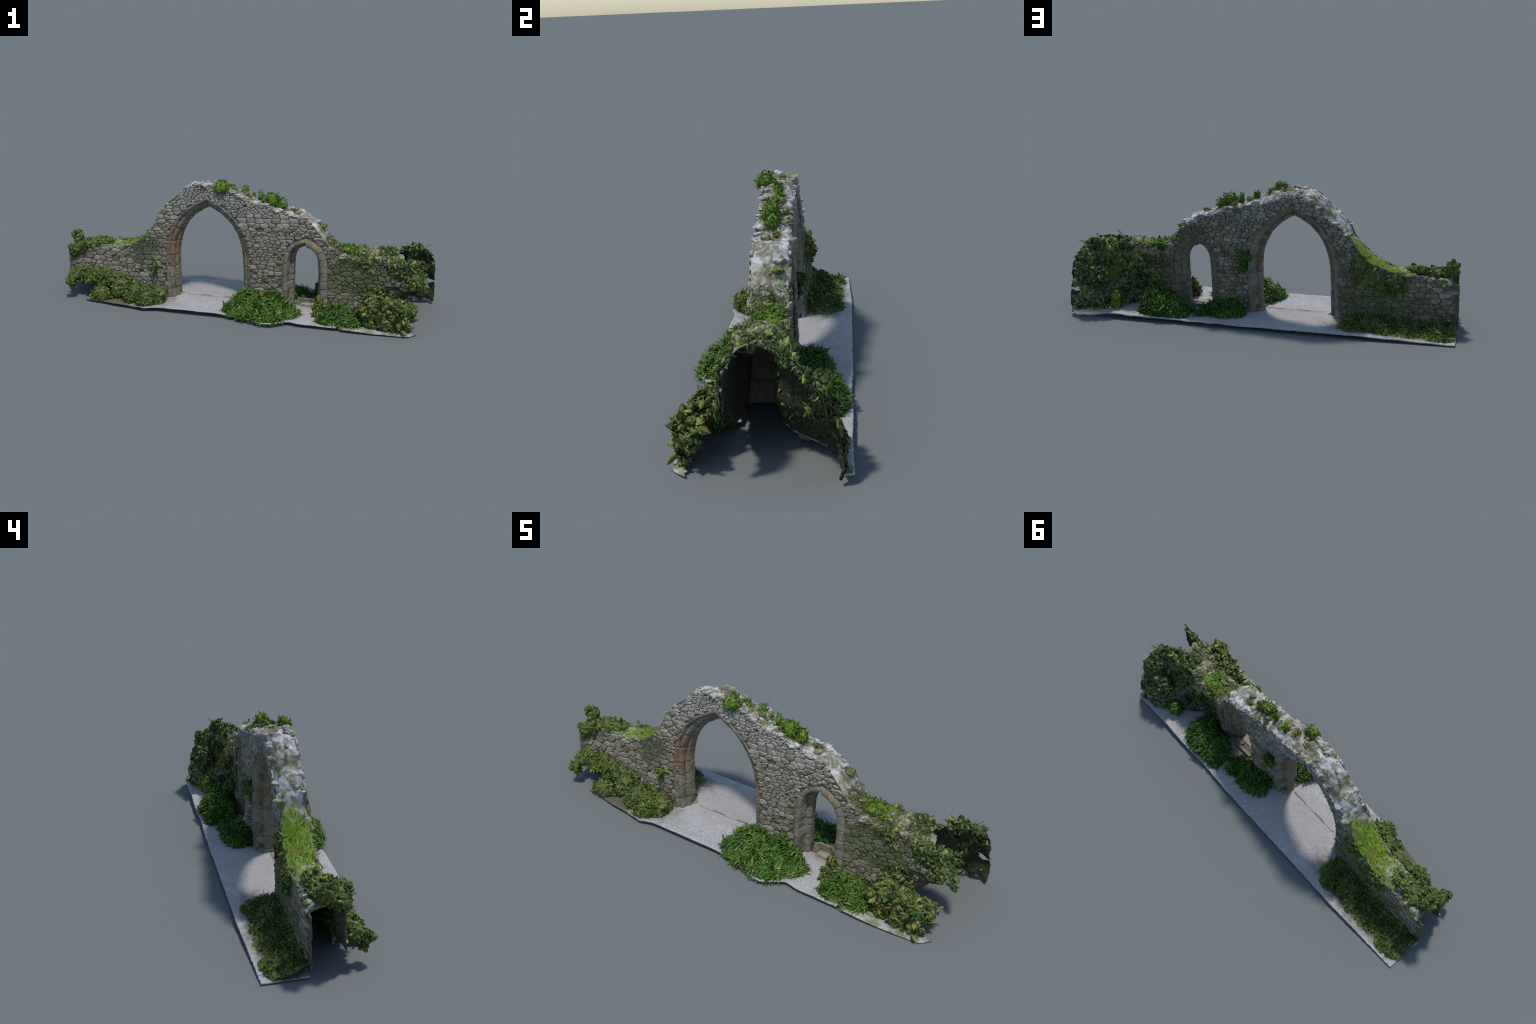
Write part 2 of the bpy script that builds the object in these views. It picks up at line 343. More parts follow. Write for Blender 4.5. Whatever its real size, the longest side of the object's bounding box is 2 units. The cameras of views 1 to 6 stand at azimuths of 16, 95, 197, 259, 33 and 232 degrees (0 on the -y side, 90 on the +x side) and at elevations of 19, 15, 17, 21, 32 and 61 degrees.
def sweep(path, cx, prof, s0, s1, n, mirror, shrink=0.0, jitter=0.0, seed=0):
    """solid block: profile swept along the arch between arc lengths s0..s1"""
    s, p, nr = path
    t = np.linspace(s0, s1, n)
    P = np.stack([np.interp(t, s, p[:, k]) for k in (0, 1)], -1); N = np.stack([np.interp(t, s, nr[:, k]) for k in (0, 1)], -1)
    c = prof.mean(0)
    pr = prof + (c - prof) * shrink
    X = P[:, None, 0] + N[:, None, 0] * pr[None, :, 0]; Z = P[:, None, 1] + N[:, None, 1] * pr[None, :, 0]
    Y = np.broadcast_to(pr[None, :, 1], X.shape)
    Y = np.where(Y < .02, Y + (yF(X, Z) + .056) * np.clip((.02 - Y) / .05, 0, 1), Y + (yB(-.1 + 0 * X, Z) - .090) * np.clip((Y - .02) / .05, 0, 1))   # lean with the wall
    if mirror: X = 2 * cx - X
    V = np.stack([X, Y, Z], -1)
    if jitter:
        V = V + jitter * np.stack([vnoise(V * 45 + k * 9.1, seed + k) + .6 * vnoise(V * 110 + k * 3.3, seed + 5 + k) for k in range(3)], -1)
    k = len(pr)
    F = grid_faces(n, k, True)
    if mirror: F = F[:, ::-1]
    V = V.reshape(-1, 3)
    # end caps as fans
    ca, cb = V[:k].mean(0), V[-k:].mean(0)
    i = np.arange(k); j = (i + 1) % k; base = (n - 1) * k
    A = np.stack([np.full(k, n * k), i, j], -1); B = np.stack([np.full(k, n * k + 1), base + j, base + i], -1)
    if mirror: A, B = A[:, ::-1], B[:, ::-1]
    return np.vstack([V, ca, cb]), F, np.vstack([A, B])

ROOT = empty("ruined_gateway_wall")
ROOT["label"] = "ruined overgrown stone wall with pointed archway and small door"
ROOT["category"] = "ruined wall"

def build_arch(name, path, cx, profs, block):
    Vs, Fs, Ts, off = [], [], [], 0
    for mirror in (False, True):
        V, F, Tn = sweep(path, cx, profs[mirror], 0, path[0][-1], 60, mirror, .04)
        Vs.append(V); Fs.append(F + off); Ts.append(Tn + off); off += len(V)
    core = add(name, make_mesh(name, np.vstack(Vs), [np.vstack(Fs), np.vstack(Ts)], [MORTAR]), ROOT)
    for mirror in (False, True):
        s, total, k = 0.0, path[0][-1], 0
        while s < total - .004:
            e = s + block * rnd(.7, 1.35)
            if total - e < block * .6: e = total
            V, F, Tn = sweep(path, cx, profs[mirror], s + .0002, e - .0002 if e < total else e, 9, mirror, rnd(-.004, .014), .0018, int(s * 1000))
            c = V.mean(0)
            add("voussoir", make_mesh("voussoir", V - c, [F, Tn], [DRESSED]), core, c)
            s = e
    return core
ARCH = build_arch("pointed_arch", BIG, BIG_CX, (BIG_PROFILE, BIG_PROFILE), .060)
DOORWAY = build_arch("doorway", DOOR, DOOR_CX, (DOOR_LEFT, DOOR_RIGHT), .040)

# plinth stones at the feet of the big arch
def rock(c, r, n=2, rough=.25, seed=0, flat=.0):
    import bmesh
    bm = bmesh.new(); bmesh.ops.create_icosphere(bm, subdivisions=n, radius=1)
    V = np.array([v.co[:] for v in bm.verts]); F = np.array([[v.index for v in f.verts] for f in bm.faces]); bm.free()
    V = np.sign(V) * np.abs(V) ** .72
    d = 1 + rough * fbm(V + seed * 3.7, 1.3, 3, seed)
    V = V * d[:, None] * np.asarray(r)
    return V + np.asarray(c), F

def joined(name, parts, mats, parent, idx=None, stuff=True, smooth=True):
    Vs, Fs, I, off = [], [], [], 0
    for k, (V, F) in enumerate(parts):
        Vs.append(V); Fs.append(F + off); off += len(V)
        if idx is not None: I.append(np.full(len(F), idx[k]))
    return add(name, make_mesh(name, np.vstack(Vs), [np.vstack(Fs)], mats, np.concatenate(I) if idx is not None else None, smooth), parent, stuff=stuff)

for c, r in [((-.350, .030, .022), (.010, .012, .006)), ((.022, .040, .024), (.026, .032, .011)), ((.022, -.02, .022), (.018, .022, .008))]:
    V, F = rock((0, 0, 0), r, 3, .3, int(r[0] * 1e4))
    add("plinth_stone", make_mesh("plinth_stone", V, [F], [DRESSED]), ARCH, c)

# ------------------------------------------------------------------ wall skin (hollow shell like the survey it shows)
NX, NZ, NC = 400, 84, 22
X = np.linspace(-.997, 1.0, NX)
torn = curve([(.54, .0), (.60, .028), (.70, .065), (.80, .10), (.84, .125), (.85, .145), (.87, .17), (.91, .185), (.937, .22), (.96, .185), (.99, .175)])   # torn lower edge of the front sheet
def skin():
    s = np.linspace(0, 1, NZ)
    tf, tb = zF(X) - .004, zB(X) - .004
    ZF = .012 + s[None] * (tf[:, None] - .012); ZB = .012 + s[None, ::-1] * (tb[:, None] - .012)
    XF = np.broadcast_to(X[:, None], ZF.shape)
    f = np.stack([XF, yF(XF, ZF) + .0035, ZF], -1); b = np.stack([XF, yB(XF, ZB) - .0035, ZB], -1)
    c = np.linspace(0, 1, NC + 2)[1:-1]
    A, B = f[:, -1], b[:, 0]
    C = A[:, None] * (1 - c[None, :, None]) + B[:, None] * c[None, :, None]
    hump = np.sin(np.pi * c) ** .8
    top = np.maximum(A[:, 2], B[:, 2])[:, None] + .005
    C[:, :, 2] += (top - C[:, :, 2]) * hump[None] * .8
    C[:, :, 2] += (.009 * fbm(C, 20, 3, 3) + .006 * np.abs(fbm(C, 55, 2, 8)) - .001) * (.35 + .65 * hump[None])
    S = np.concatenate([f, C, b], 1)
    S[:, :, 1] += .0032 * fbm(S, 42, 3, 5) * np.where(np.arange(S.shape[1]) < NZ, 1, -1)[None]
    S += .0015 * np.stack([vnoise(S * 150 + 7 * k, 40 + k) for k in range(3)], -1)
    return S
S = skin(); NV = S.shape[1]
V = S.reshape(-1, 3); F = grid_faces(NX, NV)
ctr = V[F].mean(1); col = F[:, 0] % NV
front, cap, back = col < NZ - 1, (col >= NZ - 1) & (col < NZ + NC), col >= NZ + NC
cx_, cy_, cz_ = ctr.T
wob = .5 * fbm(ctr, 20, 3, 11)
drop = (front | back) & (in_big[.050](cx_, cz_) | in_door[.046](cx_, cz_))
drop |= cap & (cx_ > .795 + .09 * wob + .07 * np.abs((cy_ - .02) / .1))
drop |= cap & (cx_ < -.955 + .03 * wob)
drop |= front & (cz_ < torn(cx_) + .03 * wob * (cx_ > .58))
drop |= front & (cx_ < -.98)
drop |= front & (cx_ > .985 + .02 * wob)
drop |= front & (cx_ < -.80) & (cz_ < .10 + .03 * wob)
drop |= back & (cx_ > .94) & (np.abs(cz_ - .135) < .016 + .03 * wob)
drop |= back & (cx_ > .62) & (cz_ < .022 + .05 * wob)
keep = ~drop
Vs, Fs = compact(V, F[keep])
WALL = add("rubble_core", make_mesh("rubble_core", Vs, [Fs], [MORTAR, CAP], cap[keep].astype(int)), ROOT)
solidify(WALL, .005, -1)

# ------------------------------------------------------------------ rubble stones laid in rough courses
def clip(poly, mx, mz, nx, nz):
    """keep the part of a convex polygon with (p - m).n <= 0"""
    out = []
    d = [(px - mx) * nx + (pz - mz) * nz for px, pz in poly]
    for k in range(len(poly)):
        a, b, da, db = poly[k - 1], poly[k], d[k - 1], d[k]
        if (da <= 0) != (db <= 0):
            t = da / (da - db); out.append((a[0] + (b[0] - a[0]) * t, a[1] + (b[1] - a[1]) * t))
        if db <= 0: out.append(b)
    return out

def stone_from_cell(poly, r, N=16):
    """rounded, low-relief rubble stone from a convex cell; local frame x along wall, y outward, z up"""
    p = np.array(poly)
    for _ in range(2):
        q = np.roll(p, -1, 0); cut = .10
        p = np.stack([p * (1 - cut) + q * cut, p * cut + q * (1 - cut)], 1).reshape(-1, 2)
    q = np.vstack([p, p[:1]]); L = np.concatenate([[0], np.cumsum(np.linalg.norm(np.diff(q, axis=0), axis=1))])
    t = np.linspace(0, L[-1], N, endpoint=False) + r.uniform(0, L[-1] / N)
    t = t % L[-1]; t.sort()
    o = np.stack([np.interp(t, L, q[:, k]) for k in (0, 1)], -1)
    c = o.mean(0); o = o - c
    o *= 1 + r.uniform(-.05, .03, (N, 1))
    top = r.uniform(.0012, .0050); tilt = r.uniform(-.12, .12, 2)
    V = []
    for k, (sc, y) in enumerate([(1.0, -.006), (1.0, -.0004), (.93, top * .75), (.74, top), (.36, top * 1.02)]):
        yy = y + (k > 0) * (tilt[0] * o[:, 0] + tilt[1] * o[:, 1]) * sc * .6 + (r.uniform(-.0008, .0008, N) if k > 1 else 0)
        V.append(np.stack([o[:, 0] * sc + c[0], np.broadcast_to(yy, (N,)), o[:, 1] * sc + c[1]], -1))
    V = np.vstack(V + [np.array([[c[0], top, c[1]]])])
    Fq = grid_faces(5, N, True); b = 4 * N; i = np.arange(N)
    return V, Fq, np.stack([b + i, np.full(N, b + N), b + (i + 1) % N], -1)

def lay_face(ysurf, ztop, sign, seed):
    """rubble brought roughly to courses: cells between scattered stone centres, each inset by its joint"""
    r = np.random.default_rng(seed); pts = []
    z = .020
    while z < .69:
        h = (.0105 + .0195 * r.random() ** 1.2) * (1.15 if z < .2 else 1.0); x = -1.0 + r.uniform(0, .02)
        while x < 1.0:
            w = h * r.uniform(.7, 2.6)
            px, pz = x + w / 2, z + h / 2 + r.normal(0, h * .16) + .006 * math.sin(9 * x + seed)
            if r.random() < .22: pts += [(px, pz - h * .27), (px + r.normal(0, h * .2), pz + h * .27)]
            else: pts.append((px, pz))
            x += w
        z += h
    pts = np.array([p for p in pts if p[1] < float(ztop(p[0])) + .02])
    out = []
    for k, (sx, sz) in enumerate(pts):
        t = float(ztop(sx))
        if sz > t - .003 or sx > .975 or sx < (-.962 if sign < 0 else -.968): continue
        if in_big[.056](sx, sz) or in_door[.052](sx, sz): continue
        if sign < 0 and (sz < torn(sx) + .012 or (sx < -.8 and sz < .11)): continue
        if sign > 0 and (sx > .95 or (sx > .6 and r.random() < .35)): continue
        if sign < 0 and sx > .78 and r.random() < .4: continue
        if r.random() < .012: continue
        A = .46                                            # long way along the wall: beds lie flatter than perpends
        d = np.hypot((pts[:, 0] - sx) * A, pts[:, 1] - sz); nb = np.argsort(d)[1:24]; nb = nb[d[nb] < .06]
        poly = [(-.018, -.02), (.018, -.02), (.018, .02), (-.018, .02)]
        joint = r.uniform(.0004, .0011)
        for q in nb:
            nx, nz = (pts[q] - (sx, sz)) * (A, 1) / d[q]; m = d[q] / 2 - joint
            poly = clip(poly, nx * m, nz * m, nx, nz)
            if len(poly) < 3: break
        if len(poly) < 3: continue
        ang = r.normal(0, .06)
        poly = [(sx + px / A + .0 * pz, sz + pz + ang * px) for px, pz in poly]
        V, Fq, Ft = stone_from_cell(poly, r)
        wx, wz = V[:, 0], np.minimum(V[:, 2], ztop(V[:, 0]) + .004)
        tuck = .007 * (in_big[.050](wx, wz) | in_door[.046](wx, wz))
        W = np.stack([wx, ysurf(wx, wz) + sign * (V[:, 1] - .0005 - tuck), wz], -1)
        if sign > 0: Fq, Ft = Fq[:, ::-1], Ft[:, ::-1]
        area = np.ptp(W[:, 0]) * np.ptp(W[:, 2])
        pr = np.array([.34, .20 + .30 * sstep(.40, .55, sz), .20, .16 + .45 * (sx > .5), .12]); pr /= pr.sum()
        out.append((W.mean(0), area, W, Fq, Ft, int(r.choice(5, p=pr))))
    return out

ALL = lay_face(yF, lambda x: zF(x) - .002, -1, 11) + lay_face(yB, lambda x: zB(x) - .002, 1, 23)
ALL.sort(key=lambda s: -s[1])
for c, _, W, Fq, Ft, k in ALL[:300]:
    add("stone", make_mesh("stone", W - c, [Fq, Ft], [STONES[k]]), WALL, c)
Vs, Q, Tr, I1, I2, off = [], [], [], [], [], 0
for c, _, W, Fq, Ft, k in ALL[300:]:
    Vs.append(W); Q.append(Fq + off); Tr.append(Ft + off); off += len(W); I1.append(np.full(len(Fq), k)); I2.append(np.full(len(Ft), k))
add("small_rubble", make_mesh("small_rubble", np.vstack(Vs), [np.vstack(Q), np.vstack(Tr)], STONES, np.concatenate(I1 + I2)), WALL, stuff=True)

# loose rubble along the broken wall head
for k in range(80):
    x = rnd(-.96, .62); t = rnd(0, 1)
    if -.77 < x < -.46: continue
    if x > .40 and RNG.random() < .6: continue
    t = t ** .6 if RNG.random() < .5 else 1 - (1 - t) ** .6
    if RNG.random() < .5: t = RNG.choice([.04, .94])
    f = np.array([x, float(yF(x, zF(x))) + .008, float(zF(x))]); b = np.array([x, float(yB(x, zB(x))) - .008, float(zB(x))])
    c = f * (1 - t) + b * t; c[2] += .008 * math.sin(math.pi * t) - .004
    s = rnd(.009, .020)
    V, F = rock((0, 0, 0), (s * rnd(1., 1.7), s * rnd(.8, 1.4), s * rnd(.45, .75)), 3, .42, k)
    a = rnd(0, 6.28); ca, sa = math.cos(a), math.sin(a)
    V = V @ np.array([[ca, sa, 0], [-sa, ca, 0], [0, 0, 1]])
    add("coping_stone", make_mesh("coping_stone", V, [F], [CAP if RNG.random() < .6 else STONES[1]]), WALL, c)

# ------------------------------------------------------------------ gravel sheet
front_edge = curve([(-.86, -.148), (-.753, -.168), (-.669, -.190), (-.57, -.203), (-.478, -.225), (-.43, -.212), (-.407, -.208), (-.25, -.213), (-.02, -.216), (.014, -.222),
                    (.06, -.225), (.102, -.252), (.14, -.247), (.161, -.272), (.215, -.284), (.26, -.256), (.305, -.226), (.37, -.239), (.45, -.24), (.549, -.242),
                    (.57, -.248), (.665, -.252), (.8, -.248), (.92, -.238), (.955, -.2)])
back_edge = curve([(-1, .274), (-.59, .285), (.0, .282), (.24, .282), (.42, .274), (.6, .280), (.74, .276), (.986, .279)])
def ground_z(x, y):
    return .020 - .012 * sstep(-.5, -1, x) + .008 * sstep(.3, .9, x) * sstep(0, .15, y) - .013 * sstep(.4, .95, x) * sstep(-.05, -.15, y) + .006 * sstep(-.15, -.2, y) * sstep(.0, -.1, x) * sstep(-.5, -.35, x) \
        + .0022 * fbm(xyz(x, y, 0 * x), 18, 3, 2)
gx = np.linspace(-1.0, .985, 330); gv = np.linspace(0, 1, 96)
fe = np.where(gx < -.852, -.02, np.where(gx > .955, 0.0, front_edge(gx))); be = back_edge(gx) + .0015 * vnoise(xyz(gx * 120, 0, 0), 4)
GX = np.broadcast_to(gx[:, None], (330, 96)); GY = fe[:, None] + (be - fe)[:, None] * gv[None]
GV = np.stack([GX, GY, ground_z(GX, GY)], -1).reshape(-1, 3); GF = grid_faces(330, 96)
c = GV[GF].mean(1)
in_wall = (c[:, 1] > yF(c[:, 0], .03) + .002) & (c[:, 1] < yB(c[:, 0], .03) - .002) & ~in_big[.050](c[:, 0] , 0 * c[:, 0] + .05) & ~in_door[.046](c[:, 0], 0 * c[:, 0] + .05)
bare = ((c[:, 0] < -.76) & (c[:, 1] < 0) & (c[:, 1] > -.135 - .10 * (-.76 - c[:, 0]) + .012 * fbm(c, 60, 2, 3))) | ((c[:, 0] > .62) & (c[:, 1] < 0) & (c[:, 1] > -.15 - .4 * np.clip(c[:, 0] - .62, 0, .12) + .015 * fbm(c, 50, 2, 4)))
gapn = (np.abs(c[:, 0] - .568) < .010) & (c[:, 1] < -.228)
GVc, GFc = compact(GV, GF[~(in_wall | bare | gapn)])
GROUND = add("gravel_path", make_mesh("gravel_path", GVc, [GFc], [GRAVEL]), ROOT)
solidify(GROUND, .005, -1)

# doorway steps
def slab(name, c, size, seed, mat=DRESSED):
    V, F = rock((0, 0, 0), (1, 1, 1), 4, .0, seed)
    V = np.clip(V * 1.9, -1, 1); V = V / (1 + .03 * np.linalg.norm(V, axis=1))[:, None] * np.asarray(size)
    V = V + .0018 * np.stack([fbm((V + np.asarray(c)) , 40, 3, seed + k) for k in range(3)], -1)
    return add(name, make_mesh(name, V, [F], [mat]), DOORWAY, c)
slab("step", (.352, .064, .027), (.062, .008, .011), 1)
slab("step", (.366, .010, .022), (.045, .018, .009), 2, STONES[1])
slab("step", (.35, .036, .020), (.062, .03, .009), 3, MORTAR)
slab("step", (.395, .048, .034), (.022, .012, .010), 4)

# ------------------------------------------------------------------ ranging pole
RED, WHITE, BLACK = plain_material("red_paint", (.36, .085, .075)), plain_material("white_paint", (.50, .485, .48)), plain_material("dark_tip", (.06, .05, .05))
def rod(a, b, r, mat, name, parent, n=10):
    a, b = np.array(a), np.array(b); d = (b - a) / np.linalg.norm(b - a); u = np.cross(d, [0, 0, 1]); u /= np.linalg.norm(u); v = np.cross(d, u)
    t = np.linspace(0, 2 * np.pi, n, endpoint=False); ring = np.cos(t)[:, None] * u + np.sin(t)[:, None] * v
    V = np.vstack([a + ring * r * q + d * o for q, o in ((.7, 0), (1, .0006))] + [b + ring * r * q - d * o for q, o in ((1, .0006), (.7, 0))])
    Fq = grid_faces(4, n, True); i = np.arange(n)
    return add(name, make_mesh(name, V, [Fq, i[None, ::-1], (3 * n + i)[None]], [mat]), parent)
pa, pb = np.array([-.312, .019, .0255]), np.array([-.014, .0195, .0265])
P = lambda t: pa + (pb - pa) * t
POLE = rod(P(.0), P(1.), .0012, WHITE, "ranging_pole", ROOT)
for nm, a, b, mt in [("red_band", -.002, .02, RED), ("red_band", .245, .475, RED), ("red_band", .70, .93, RED), ("tip", .93, 1.005, BLACK)]:
    rod(P(a), P(b), .0015, mt, nm, POLE)

# ------------------------------------------------------------------ leaves
def blade(stations, droop, thick=.03, fold=.12):
    """closed lens-section blade along +y, unit length; stations (t, half width); droop bends it down in z"""
    V = []
    for t, w in stations:
        a = droop * t; y = math.sin(a) / droop if abs(droop) > 1e-3 else t; z = (math.cos(a) - 1) / droop if abs(droop) > 1e-3 else 0
        V += [(-w, y, z + fold * w), (0, y, z + thick * .5), (w, y, z + fold * w), (0, y, z - thick * .5)]
    V = np.array(V); F = grid_faces(len(stations), 4, True)[:, ::-1]
    return V, F
def leaf_templates(kind):
    if kind in ("strap", "fern"):
        st = [(0, .02), (.2, .055), (.45, .075), (.7, .06), (.9, .03), (1, .002)]
        return [blade(st, d, .02, .35) for d in (.5, 1.1, 1.7)]
    if kind == "bright":
        st = [(0, .02), (.3, .13), (.6, .15), (.85, .08), (1, .004)]
        return [blade(st, d, .03, .25) for d in (-.2, .5, 1.0)]
    if kind == "dry":
        st = [(0, .03), (.35, .09), (.7, .07), (1, .003)]
        return [blade(st, d, .03, .3) for d in (-.6, .4, 1.2)]
    if kind == "ivy":
        st = [(0, .10), (.08, .38), (.25, .50), (.42, .30), (.62, .28), (.82, .15), (1, .004)]
        return [blade(st, d, .03, .12) for d in (.1, .5, .9)]
    if kind == "yellow":
        st = [(0, .04), (.2, .25), (.45, .33), (.7, .24), (.9, .09), (1, .004)]
        return [blade(st, d, .03, .2) for d in (-.3, .5, 1.1)]
    st = [(0, .03), (.25, .22), (.5, .27), (.8, .15), (1, .004)]
    return [blade(st, d, .03, .2) for d in (-.2, .4, .9)]
TEMPL = {k: leaf_templates(k) for k in LEAVES}

def frames(direction, normal):
    """rotation whose y axis is the leaf direction and z axis its face normal"""
    y = direction / np.linalg.norm(direction, axis=1)[:, None]
    x = np.cross(y, normal); x /= np.linalg.norm(x, axis=1)[:, None] + 1e-9
    z = np.cross(x, y)
    return np.stack([x, y, z], -1)

NAMED = {}
SHARED = {}
def place_leaves(kind, parent, pos, direction, normal, size, named=0, name="leaf"):
    n = len(pos); R = frames(direction, normal)
    tid = RNG.integers(0, 3, n); nm = len(LEAVES[kind])
    patch = fbm(pos, 22, 2, 31)
    mid = np.clip(np.floor((patch * .55 + .5 + RNG.normal(0, .34, n)) * nm), 0, nm - 1).astype(int)
    low = pos[:, 2] + (np.minimum(0, R[:, 2, 1]) - .75) * size < .004           # keep named leaves clear of the ground
    edge = np.abs(pos[:, 1]) > .235
    order = np.argsort(-(size - 9 * (low | edge))); chosen = set(order[:named].tolist())
    for i in order[:named]:
        key = (kind, int(tid[i]), int(mid[i]))
        if key not in SHARED:
            V, F = TEMPL[kind][tid[i]]; SHARED[key] = make_mesh(name, V, [F], [LEAVES[kind][mid[i]]])
        o = add(name, SHARED[key], parent)
        M = Matrix.Identity(4)
        for a in range(3):
            for b in range(3): M[a][b] = R[i, a, b] * size[i]
            M[a][3] = pos[i, a]
        o.matrix_basis = M
    Vs, Fs, Is, off = [], [], [], 0
    mask = np.ones(n, bool); mask[list(chosen)] = False
    for t in range(3):
        s = np.where((tid == t) & mask)[0]
        if not len(s): continue
        V, F = TEMPL[kind][t]
        W = np.einsum('nab,vb->nva', R[s] * size[s, None, None], V) + pos[s, None]
        W[..., 2] = np.maximum(W[..., 2], .001)                      # nothing hangs below the ground
        W[..., 1] = np.clip(W[..., 1], -.284, .284)
        Vs.append(W.reshape(-1, 3)); Fs.append((F[None] + (np.arange(len(s)) * len(V))[:, None, None]).reshape(-1, 4) + off); off += W.shape[0] * W.shape[1]
        Is.append(np.repeat(mid[s], len(F)))
    if Vs:
        nmx = {"leaf": "leaves"}.get(name, name)
        add("foliage", make_mesh("foliage", np.vstack(Vs), [np.vstack(Fs)], LEAVES[kind], np.concatenate(Is)), parent, stuff=True)

def blob_core(lobes, rough, seed, zmin, kind, name, parent, shell=False):
    parts = []
    for k, (c, r) in enumerate(lobes):
        V, F = rock((0, 0, 0), (1, 1, 1), 4, 0, 0)
        V = V / np.linalg.norm(V, axis=1)[:, None]
        W = V * np.asarray(r) + np.asarray(c)
        d = rough * fbm(W, 38, 3, seed) + .6 * rough * fbm(W, 110, 2, seed + 3)
        W = W + V * d[:, None]
        if not shell: W[:, 2] = np.maximum(W[:, 2], zmin)
        else:
            m = V[F].mean(1); q = W[F].mean(1); wv = .3 * fbm(q, 30, 2, seed)
            W, F = compact(W, F[(m[:, 1] < .30 + wv) & (m[:, 0] < .72 + wv) & (q[:, 2] > zmin) & (q[:, 1] < -.190 + ((.42 + 1.2 * np.clip(.88 - q[:, 0], 0, .4)) * np.clip(q[:, 2] - .02, 0, 1)) + .03 * wv)])
        parts.append((W, F))
    o = joined(name, parts, [CORES[kind]], parent, stuff=False)
    if shell: solidify(o, .004, -1)
    return o

def on_lobes(lobes, n, zmin):
    """random points on the outer surface of a union of ellipsoids"""
    out_p, out_n = [], []
    A = np.array([np.prod(r) ** .667 for c, r in lobes]); A /= A.sum()
    while sum(map(len, out_p)) < n:
        k = RNG.choice(len(lobes), p=A); c, r = map(np.asarray, lobes[k])
        v = RNG.normal(size=(200, 3)); v /= np.linalg.norm(v, axis=1)[:, None]
        p = v * r + c; ok = p[:, 2] > zmin
        for j, (c2, r2) in enumerate(lobes):
            if j != k: ok &= (((p - np.asarray(c2)) / np.asarray(r2)) ** 2).sum(1) > .85
        nn = v / r; nn /= np.linalg.norm(nn, axis=1)[:, None]
        m = max(8, int(n / 40)); idx = np.where(ok)[0][:m]
        out_p.append(p[idx]); out_n.append(nn[idx])
    return np.vstack(out_p)[:n], np.vstack(out_n)[:n]

def shrub(name, kind, lobes, n, size, rough=.008, zmin=.018, shrink=.86, droop=.5, named=0, seed=1, spread=.8, leaf="leaf", shell=False):
    core = blob_core([(c, np.asarray(r) * shrink) for c, r in lobes], rough, seed, zmin, kind, name, ROOT, shell)
    p, nn = on_lobes(lobes, n, zmin)
    if shell:
        k = (nn[:, 1] < .5) & (nn[:, 0] < .75) & (p[:, 1] < -.188 + ((.42 + 1.2 * np.clip(.88 - p[:, 0], 0, .4)) * np.clip(p[:, 2] - .02, 0, 1))); p, nn = p[k], nn[k]; n = len(p)
    p = p - nn * RNG.uniform(0, .010, (n, 1)) + .6 * rough * nn * fbm(p, 38, 3, seed)[:, None]
    d = RNG.normal(size=(n, 3)) * spread + nn * .9 + np.array([0, 0, -droop])
    d -= nn * (d * nn).sum(1)[:, None] * .55
    s = size * np.clip(np.exp(RNG.normal(0, .38, n)), .45, 2.0)
    place_leaves(kind, core, p, d, nn + RNG.normal(size=(n, 3)) * .35, s, named, leaf)
    return core

def clump(name, kind, lobes, n, size, named=0, seed=2):
    """rosettes of arching strap leaves over a spreading mound"""
    core = blob_core([(q, np.asarray(rr) * .84) for q, rr in lobes], .014, seed, .016, kind, name, ROOT)
    p, nn = on_lobes(lobes, n, .022)
    out = nn * np.array([1, 1, .4]); out[:, 2] += .25
    d = out + RNG.normal(size=(n, 3)) * .5
    s = size * RNG.uniform(.55, 1.25, n)
    dn = d / np.linalg.norm(d, axis=1)[:, None]
    pos = p - dn * s[:, None] * .70 - nn * RNG.uniform(-.002, .010, (n, 1)) + (.013 * fbm(p, 26, 2, seed) + .004)[:, None] * nn
    up = np.broadcast_to(np.array([0, 0, 1.]), p.shape) + RNG.normal(size=(n, 3)) * .3 + nn * .6
    place_leaves(kind, core, pos, d, up, s, named, "leaf")
    return core

def lumps(lobes, n, r0, r1, seed, up=.2):
    """small lobes budding from the outside of the big ones, for a ragged outline"""
    r = np.random.default_rng(seed); out = list(lobes)
    for _ in range(n):
        c, q = lobes[r.integers(len(lobes))]; v = r.normal(size=3); v[2] = abs(v[2]) + up; v /= np.linalg.norm(v)
        out.append((tuple(np.asarray(c) + v * np.asarray(q) * .86), np.array([1, .9, .8]) * r.uniform(r0, r1)))
    return out

# front plants
shrub("front_hedge", "hedge", lumps([((-.70, -.060, .095), (.09, .030, .045)), ((-.84, -.055, .128), (.10, .030, .034)), ((-.915, -.080, .122), (.055, .045, .034)), ((-.84, -.072, .114), (.060, .045, .044)), ((-.75, -.070, .098), (.060, .045, .055)),
      ((-.66, -.084, .062), (.060, .060, .052)), ((-.57, -.114, .050), (.065, .075, .054)), ((-.485, -.132, .052), (.070, .085, .062)), ((-.435, -.12, .035), (.035, .06, .055)), ((-.930, -.125, .085), (.018, .016, .030)), ((-.745, -.135, .030), (.055, .030, .034))], 34, .014, .030, 3), 5200, .012, .014, .016, .90, .35, 60, 3)
clump("strap_leaf_clump", "strap", lumps([((.08, -.125, .03), (.116, .095, .104)), ((.19, -.130, .02), (.116, .108, .116)), ((.0, -.150, .015), (.055, .065, .055)), ((.29, -.145, .012), (.060, .066, .060)), ((.19, -.200, .01), (.10, .080, .070)), ((.08, -.172, .01), (.08, .062, .075))], 16, .02, .035, 4), 2500, .050, 110, 4)
clump("strap_leaf_clump", "strap", lumps([((.555, -.155, .02), (.085, .080, .092)), ((.63, -.16, .012), (.050, .070, .065)), ((.50, -.18, .01), (.045, .05, .05))], 8, .015, .028, 5), 1100, .046, 60, 5)
